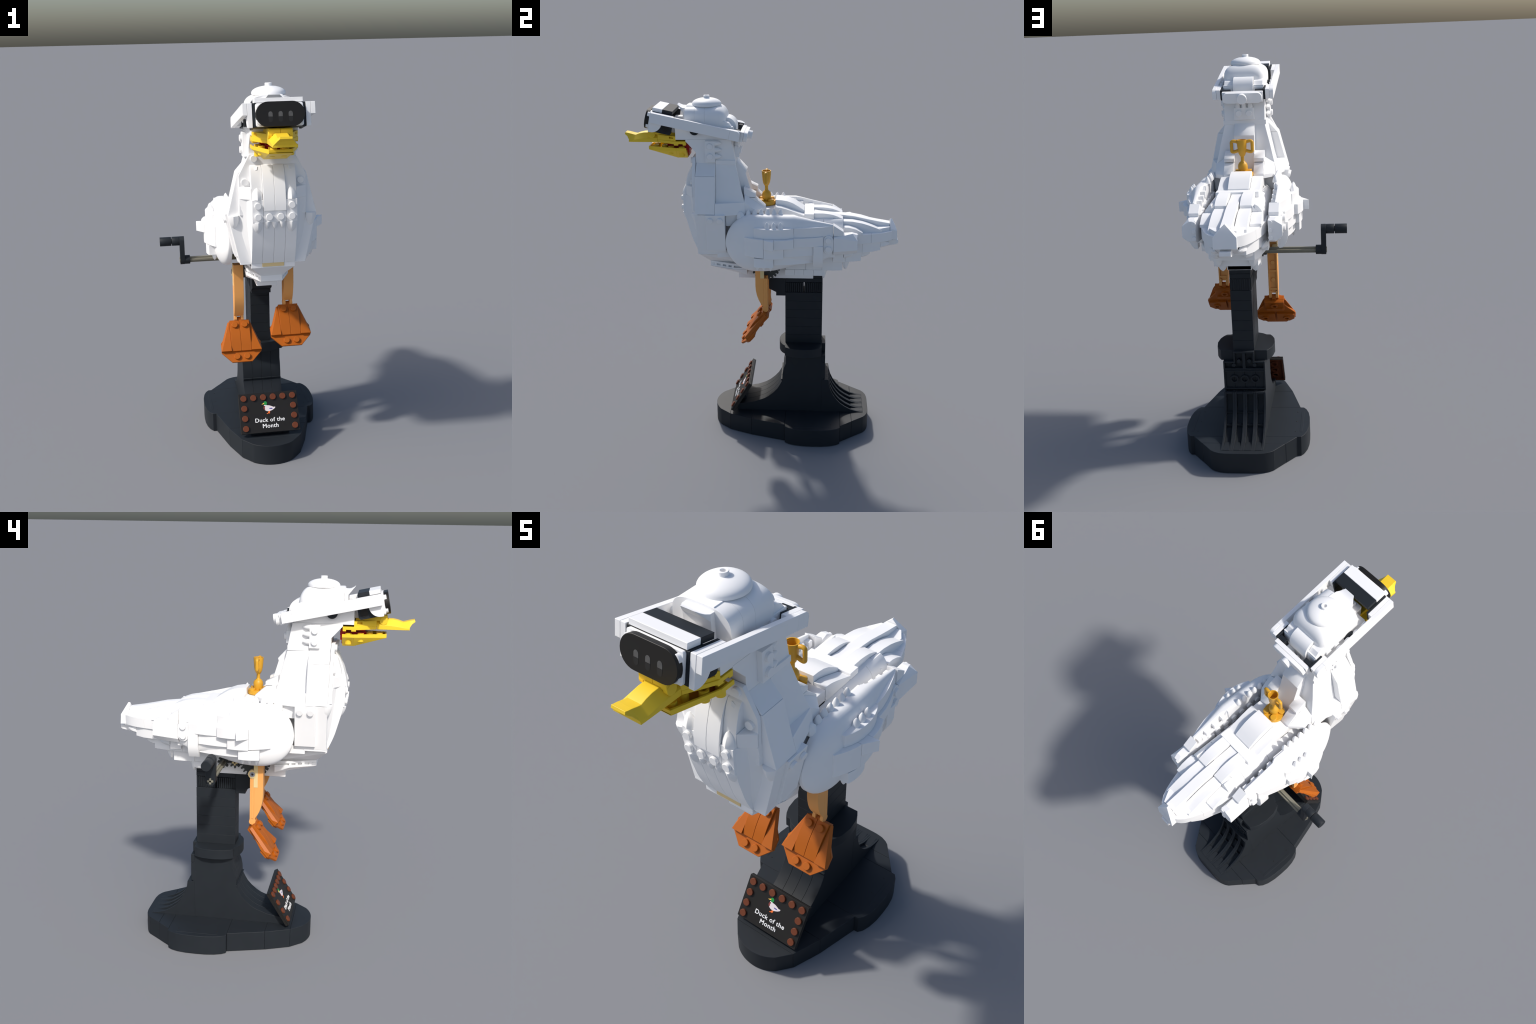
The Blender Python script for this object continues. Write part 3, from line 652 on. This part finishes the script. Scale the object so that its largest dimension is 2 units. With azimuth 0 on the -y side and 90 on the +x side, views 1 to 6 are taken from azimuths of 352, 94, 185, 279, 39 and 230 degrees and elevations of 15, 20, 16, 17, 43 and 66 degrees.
for s in (1, -1):
    vbox("frame_side", s * 2.0, s * 2.19, 0.1, 2.25, 0.0, 1.2, BLACK, headset)
    # hinge block below the arm with a technic hole
    blk = [(0.95, 0.9), (2.25, 0.9), (2.25, 1.75), (2.18, 1.9), (2.05, 1.97), (0.2, 1.97), (0.2, 0.9)]
    prism("hinge_block", blk, 'x', s * 1.98, s * 2.2, BLACK, headset, VR)
    turned("hinge_hole", [(0.22, 0), (0.36, 0), (0.36, 0.03), (0.22, 0.03), (0.22, 0)], INK, headset, VR((s * 2.2, 1.7, 1.42)), (s, 0, 0))
    arc = [(0.0, 0.0), (2.25, 0.0), (2.25, 1.0), (1.22, 1.0)] + [(1.22 - 1.0 * (1 - math.cos(t)) - 0.02, 1.0 + 0.98 * math.sin(t)) for t in [math.pi / 2 * k / 8 for k in range(1, 9)]] + [(0.0, 1.98)]
    prism("cheek_guard", arc, 'x', s * 2.2, s * 2.6, WHITE, headset, VR, angle=25)
    vbox("arm", s * 2.6, s * 3.0, 0.0, 8.05, 0.0, 0.98, WHITE, headset)
    end = [(8.05, 0.0)] + [(8.65 + 0.42 * math.sin(t), 0.42 - 0.42 * math.cos(t)) for t in [math.pi / 2 * k / 8 for k in range(9)]] + [(9.07, 0.98), (8.05, 0.98)]
    prism("arm_end", end, 'x', s * 2.6, s * 3.0, WHITE, headset, VR)
    vbox("arm_inner", s * 2.2, s * 2.6, 7.4, 9.03, 0.02, 0.98, WHITE, headset)
    for a in (3.0, 4.0, 5.0, 6.0):
        stud(headset, VR((s * 2.6, a, 0.5)), (-s, 0, 0))
    vbox("rear_corner", s * 1.98, s * 2.19, 7.6, 9.02, 0.05, 1.05, BLACK, headset)
    vbox("rear_corner", s * 1.2, s * 1.98, 8.55, 8.95, 0.1, 1.0, BLACK, headset)
vbox("rear_bar", -2.0, 2.0, 8.98, 9.38, 0.17, 1.17, WHITE, headset)
br = []
for cx_, q in ((1.5, -1), (1.5, 0), (-1.5, 1), (-1.5, 2)):
    for k in range(5):
        a = math.pi / 2 * (q + k / 4)
        cb_ = 0.67 + (-0.1 if q in (-1, 2) else 0.1)
        br.append((cx_ + 0.4 * math.cos(a), cb_ + 0.4 * math.sin(a)))
prism("rear_tile", br, 'y', 9.39, 9.76, WHITE, headset, VR, gap=0)
turned("rear_knob", disc_prof(0.48, 0.42), WHITE, headset, VR((0, 9.75, 0.67)), VA)

# ================================================================== WINGS
for s in (1, -1):
    q = 0.01
    disc = [(-3 + 3 * math.cos(t), 22.5 + 3 * math.sin(t)) for t in [math.pi / 2 + math.pi * k / 28 for k in range(29)]]
    out = disc + [(-2.0, 19.5), (-1.0, 19.6), (0.0, 19.85), (1.0, 20.15), (1.85, 20.38), (3.0, 20.6), (4.0, 20.8), (4.95, 21.3), (4.95, 24.58), (3.67, 24.86), (2.75, 25.06), (1.8, 25.3), (1.0, 25.48)]
    wing = prism("wing", [(y * 0.97 + 0.02, min(22.5 + (z - 22.5) * 0.97, 25.4 if y < 1.02 else 24.0)) for y, z in out], 'x', s * 3.3, s * 3.7, WHITE, root, angle=25)
    # domed outer shell: full bulge over the front two thirds, fading to the tip
    NY, NZ = 34, 22
    def edge(y):
        zs = [(a, b) for a, b in zip(out, out[1:] + out[:1]) if min(a[0], b[0]) - 1e-6 <= y <= max(a[0], b[0]) + 1e-6 and abs(a[0] - b[0]) > 1e-6]
        v = [a[1] + (b[1] - a[1]) * (y - a[0]) / (b[0] - a[0]) for a, b in zs]
        return min(v), max(v)
    bm = bmesh.new()
    grid = []
    for j in range(NY + 1):
        y = -6 + 0.002 + (10.95 - 0.004) * (1 - math.cos(math.pi * j / NY)) / 2
        lo_, hi_ = edge(y)
        rim_ = 3.77 - (0.12 * (-3 - y) / 3 if y < -3 else 0.0)
        h = max(0, 1 - ((y + 3) / 3) ** 2) ** 0.95 if y < -3 else (1.0 if y < 1 else max(0.0, 1 - 0.85 * (y - 1) / 3.95))
        row = [bm.verts.new((s * (3.4 if y < 1 else 3.62), y, lo_))]
        for i in range(NZ + 1):
            t = -math.cos(math.pi * i / NZ)
            row.append(bm.verts.new((s * (rim_ + (4.84 - 3.79) * h * math.sqrt(max(0, 1 - abs(t) ** 2.7))), y, (lo_ + hi_) / 2 + t * (hi_ - lo_) / 2)))
        row.append(bm.verts.new((s * (3.4 if y < 1 else 3.62), y, hi_)))
        grid.append(row)
    n_ = len(grid[0])
    for a, b in zip(grid, grid[1:]):
        for i in range(n_):
            l = (i + 1) % n_
            bm.faces.new((a[i], a[l], b[l], b[i]))
    bm.faces.new(grid[0]); bm.faces.new(grid[-1])
    put(finish(bm, "wing_shell", WHITE, 0, 40), "wing_shell", wing)
    inner = [(y * 0.78 + 0.4, min(24.1, (z - 22.5) * 0.8 + 22.4)) for y, z in out]
    prism("wing_inner_plate", inner, 'x', s * 3.2, s * 3.5, WHITE, wing)
    hull("wing_top_plate", [(s * x, y, z) for x in (3.2, 3.5) for y, z in ((-4.0, 24.0), (-4.0, 25.3), (-3.0, 25.38), (1.0, 25.38), (1.0, 24.0))], WHITE, wing)
    for y in range(-3, 4):
        for z in (22.9, 23.8):
            stud(wing, (s * 3.22, y + 0.5, z - (0.25 if y > 2 else 0)), (-s, 0, 0))
    for k in range(6):
        y = -3.66 + 0.655 * k
        tooth(wing, (s * 3.25, y, 25.32 if k > 0 else 25.2), (0, 0, 1), 0.92)
    fin(wing, (s * 3.3, -4.4, 25.0), (0, -0.15, 1), (s, 0, 0), (0.9, 0.8, 0.75))
    # raised edge rows along the top
    for k in range(4):
        box("wing_edge_plate", s * 3.15, s * 3.66, 1.35 + k, 1.8 + k, 24.4 - 0.2 * k, 25.0 - 0.22 * k, WHITE, wing)
    def plan(name, pts, z0, z1):
        base = [(3.75, pts[-1][1]), (3.75, pts[0][1])]
        return prism(name, [(s * x, y) for x, y in [(x, y) for x, y in pts] + base], 'z', z0, z1, WHITE, wing, angle=25)
    plan("wing_curved_plate", [(4.88, -3), (5.12, -2.5), (5.28, -2), (5.37, -1.5), (5.4, -1), (5.37, -0.5), (5.28, 0), (5.12, 0.5), (4.88, 0.99)], 23.47, 24.46)
    plan("wing_curved_plate", [(4.8, 1.01), (4.72, 2), (4.52, 3), (4.22, 4), (3.86, 4.98)], 23.47, 24.46)
    for k in range(3):
        tooth(wing, (s * 4.86, -1.68 + 0.667 * k, 24.4), (0, 0, 1), 0.9)
    plan("wing_curved_plate", [(4.76, -3.98), (5.05, -3.5), (5.3, -3), (5.48, -2.5), (5.6, -2.02)], 21.5, 23.46)
    plan("wing_tile", [(5.63, -2.0), (6.34, -1.0)], 22.5, 23.46)
    plan("wing_curved_plate", [(5.78, -0.99), (5.78, -0.5), (5.7, 0), (5.57, 0.5), (5.38, 0.99)], 22.5, 23.46)
    plan("wing_curved_plate", [(5.6, -2.0), (5.64, -1.5), (5.62, -1.0), (5.55, -0.5), (5.42, 0.0)], 21.42, 22.48)
    plan("wing_curved_plate", [(5.3, -3.0), (5.45, -2.5), (5.5, -2.0), (5.47, -1.5), (5.36, -1.02)], 20.45, 21.42)
    plan("wing_curved_plate", [(5.05, 1.0), (4.95, 2.0), (4.72, 3.0), (4.4, 3.95)], 22.5, 23.46)
    plan("wing_curved_plate", [(5.1, 0.01), (4.98, 1.0), (4.75, 2.0), (4.45, 2.95)], 21.5, 22.48)
    plan("wing_curved_plate", [(4.95, -1.0), (4.85, 0.0), (4.65, 1.0), (4.35, 2.0), (3.95, 2.95)], 20.55, 21.48)
    for k in range(3):
        tooth(wing, (s * 4.75, -2.65 + 0.65 * k, 20.5), (0, 0, -1), 0.85)
    hull("wing_strap", [(s * x, y, z) for y in (2.97, 3.95) for x, z in ((3.75, 22.5), (4.62, 22.5), (4.62, 21.2), (4.45, 20.6), (4.1, 20.1), (3.75, 20.05))], WHITE, wing)
    # studded end plate, slope and blunt wing tip
    cap_ = [(4.48 + 0.5 * math.cos(t), 23.05 + 0.5 * math.sin(t)) for t in [math.pi * k / 8 for k in range(9)]] + [(4.48 + 0.5 * math.cos(t), 22.1 + 0.5 * math.sin(t)) for t in [math.pi + math.pi * k / 8 for k in range(9)]]
    prism("wing_stud_plate", cap_, 'x', s * 3.6, s * 4.24, WHITE, wing)
    stud(wing, (s * 4.23, 4.48, 23.06), (s, 0, 0)); stud(wing, (s * 4.23, 4.48, 22.14), (s, 0, 0))
    box("wing_plate", s * 3.0, s * 3.62, 3.0, 5.2, 21.0, 23.6, WHITE, wing)
    hull("wing_slope", [(s * x, y, z) for x in (3.1, 4.02) for y, z in ((5.0, 24.55), (5.0, 23.5), (6.0, 23.9), (6.0, 23.7))] , WHITE, wing)
    box("wing_plate", s * 3.12, s * 4.0, 5.0, 5.98, 23.45, 23.72, WHITE, wing)
    oct_ = [(3.14, 23.5), (3.72, 23.5), (4.38, 23.08), (4.4, 22.1), (3.9, 21.7), (3.2, 21.7)]
    oct2 = [(3.05, 23.45), (3.8, 23.45), (4.2, 23.3), (4.2, 21.8), (3.9, 21.4), (3.05, 21.35)]
    hull("wing_tip", [(s * x, 7.4, z) for x, z in oct_] + [(s * x, 5.0, z) for x, z in oct2] + [(s * 3.2, 6.6, 21.4), (s * 3.9, 6.6, 21.5), (s * 3.3, 6.9, 23.68), (s * 3.85, 6.9, 23.68)], WHITE, wing)
    for z in (23.3, 22.6, 21.95):
        turned("wing_tip_stud", disc_prof(0.2, 0.14), WHITE, wing, (s * 3.35, 7.36, z), (0, 1, 0), 14)

# ================================================================== TAIL
def tplan(name, half, z0, z1, parent, cuts=()):
    def X(y):
        for (xa, ya), (xb, yb) in zip(half, half[1:]):
            if ya <= y <= yb: return xa + (xb - xa) * (y - ya) / max(1e-6, yb - ya)
    ys = [half[0][1]] + list(cuts) + [half[-1][1]]
    first = None
    for a, b in zip(ys, ys[1:]):
        seg = [(X(a), a + 0.006)] + [p for p in half if a < p[1] < b] + [(X(b), b - 0.006)]
        o = prism(name, sym(seg), 'z', z0, z1, WHITE, parent if first is None or parent is not root else first, angle=25)
        first = first or o
    return first
tail = tplan("tail", [(2.9, 3.9), (2.88, 6), (2.75, 7), (2.55, 8), (2.25, 9), (1.95, 9.8), (1.6, 10.5), (1.2, 11.0), (0.95, 11.2)], 22.15, 23.12, root, (6.0, 7.5, 8.9))
tplan("tail_layer", [(2.9, 3.9), (2.75, 5), (2.6, 6), (2.5, 7.2), (2.38, 8), (2.1, 9.0), (1.5, 9.95)], 21.15, 22.14, tail, (6.3, 8.0))
tplan("tail_layer", [(2.7, 3.9), (2.6, 5), (2.45, 6), (2.25, 7.1), (1.95, 7.95)], 20.1, 21.14, tail, (5.0, 6.3))
tplan("tail_layer", [(2.1, 3.9), (2.1, 5.0), (2.0, 6.0), (1.6, 6.05)], 19.0, 20.09, tail)
tplan("tail_core", [(1.5, 5.9), (1.5, 9.9), (0.9, 10.9)], 23.1, 23.5, tail)
prism("tail_feather", [(3.0, 24.4), (3.0, 24.95), (4.0, 24.8), (6.0, 24.64), (7.2, 24.5), (8.5, 24.21), (9.6, 23.99), (10.9, 23.77), (10.9, 23.1), (3.0, 23.1)], 'x', -0.5, 0.5, WHITE, tail, angle=25)
for s in (1, -1):
    prism("tail_feather", [(3.0, 25.12), (3.9, 25.12), (4.5, 25.05), (5.0, 24.95), (5.5, 24.77), (6.0, 24.54), (6.0, 23.8), (3.0, 23.8)], 'x', s * 0.58, s * 1.66, WHITE, tail, angle=25)
    prism("tail_feather", [(6.0, 24.3), (7.0, 24.26), (8.0, 24.07), (8.7, 23.86), (9.4, 23.6), (10.0, 23.36), (10.0, 23.1), (6.0, 23.1)], 'x', s * 0.58, s * 1.66, WHITE, tail, angle=25)
    prism("tail_feather", [(6.0, 23.95), (6.6, 23.93), (7.3, 23.74), (8.0, 23.36), (8.0, 23.1), (6.0, 23.1)], 'x', s * 1.67, s * 2.68, WHITE, tail, angle=25)
    hull("tail_corner_slope", [(s * 1.67, 5.0, 24.6), (s * 1.67, 6.0, 24.5), (s * 1.95, 5.0, 24.6), (s * 2.6, 5.05, 23.95), (s * 2.6, 6.0, 23.6), (s * 1.67, 6.0, 23.2), (s * 2.6, 6.0, 23.2), (s * 2.6, 5.0, 23.2), (s * 1.67, 5.0, 23.2)], WHITE, tail)
    box("tail_block", s * 2.4, s * 3.0, 5.0, 6.1, 20.45, 21.25, WHITE, tail)
    fin(tail, (s * 2.65, 6.1, 21.05), (-s * 0.1, 1, 0), (s, 0, -0.3), (0.8, 0.9, 1.1))
    fin(tail, (s * 1.2, 9.9, 21.75), (-s * 0.12, 1, 0.0), (s, 0, -0.5), (0.9, 1.0, 1.0))
    fin(tail, (s * 1.45, 7.9, 20.75), (-s * 0.12, 1, 0.0), (s, 0, -0.5), (0.9, 1.0, 1.0))
    fin(tail, (s * 1.6, 6.35, 20.12), (0, 0.05, -1), (s * 0.4, 1, 0), (1.0, 1.0, 1.08))
    fin(tail, (s * 1.52, 4.05, 19.0), (0, 0.05, -1), (0, 1, 0), (1.0, 0.9, 1.06))
hull("tail_end", [(-0.95, 10.92, 22.15), (0.95, 10.92, 22.15), (-1, 11.7, 22.15), (1, 11.7, 22.15), (-1, 11.64, 23.12), (1, 11.64, 23.12), (0, 11.15, 24.16), (0, 10.95, 24.16), (-0.9, 10.92, 23.3), (0.9, 10.92, 23.3)], WHITE, tail)
hull("tail_underside", [(x, y, z) for x in (-0.95, 0.95) for y, z in ((9.0, 22.12), (11.3, 22.12), (9.9, 21.25), (9.0, 21.25))], WHITE, tail)
hull("tail_stub", [(x, y, z) for x in (-0.48, 0.48) for y, z in ((10.2, 22.12), (11.85, 21.93), (11.87, 21.62), (11.7, 21.5), (10.2, 21.2))], WHITE, tail)
box("tan_rear_strip", -0.5, 0.5, 4.6, 5.0, 18.93, 18.99, TAN, tail)

# ================================================================== TROPHY
trophy = turned("trophy", [(0, 26.05), (0.40, 26.05), (0.46, 26.35), (0.48, 26.65), (0.44, 26.85), (0.33, 27.02), (0.20, 27.12), (0.17, 27.2), (0.17, 27.58), (0.26, 27.7), (0.36, 27.92), (0.42, 28.25), (0.46, 28.7), (0.49, 29.2), (0.42, 29.2), (0.38, 28.7), (0.28, 28.35), (0, 28.3)], GOLD, root, (0, -2.0, 0), seg=36)
turned("trophy_base", [(0, 25.62), (0.85, 25.62), (0.97, 25.7), (0.98, 26.02), (0.96, 26.06), (0, 26.06)], GOLD, trophy, (0, 0, 0), seg=36)
for dx in (-0.5, 0.5):
    for dy in (-0.5, 0.5):
        stud(trophy, (dx, dy, 26.05), mat=GOLD, r=0.31, h=0.22)
def tube(name, pts, r, mat, parent):
    cu = bpy.data.curves.new(name, 'CURVE')
    cu.dimensions = '3D'
    sp = cu.splines.new('NURBS')
    sp.points.add(len(pts) - 1)
    for p, q in zip(sp.points, pts):
        p.co = (*(Vector(q) * U), 1)
    sp.use_endpoint_u = True
    sp.order_u = 3
    cu.bevel_depth = r * U
    cu.bevel_resolution = 5
    cu.resolution_u = 6
    cu.use_fill_caps = True
    ob = bpy.data.objects.new("tube_tmp", cu)
    bpy.context.collection.objects.link(ob)
    dg = bpy.context.evaluated_depsgraph_get()
    me = bpy.data.meshes.new_from_object(ob.evaluated_get(dg))
    bpy.data.objects.remove(ob)
    me.materials.clear(); me.materials.append(mat)
    me.polygons.foreach_set("use_smooth", [True] * len(me.polygons))
    return put(me, name, parent)
for s in (1, -1):
    tube("trophy_handle", [(s * 0.40, 0, 28.98), (s * 0.65, 0, 29.1), (s * 1.0, 0, 29.06), (s * 1.0, 0, 28.75), (s * 1.0, 0, 28.35), (s * 1.0, 0, 28.05), (s * 0.7, 0, 28.05), (s * 0.3, 0, 28.2)], 0.16, GOLD, trophy)
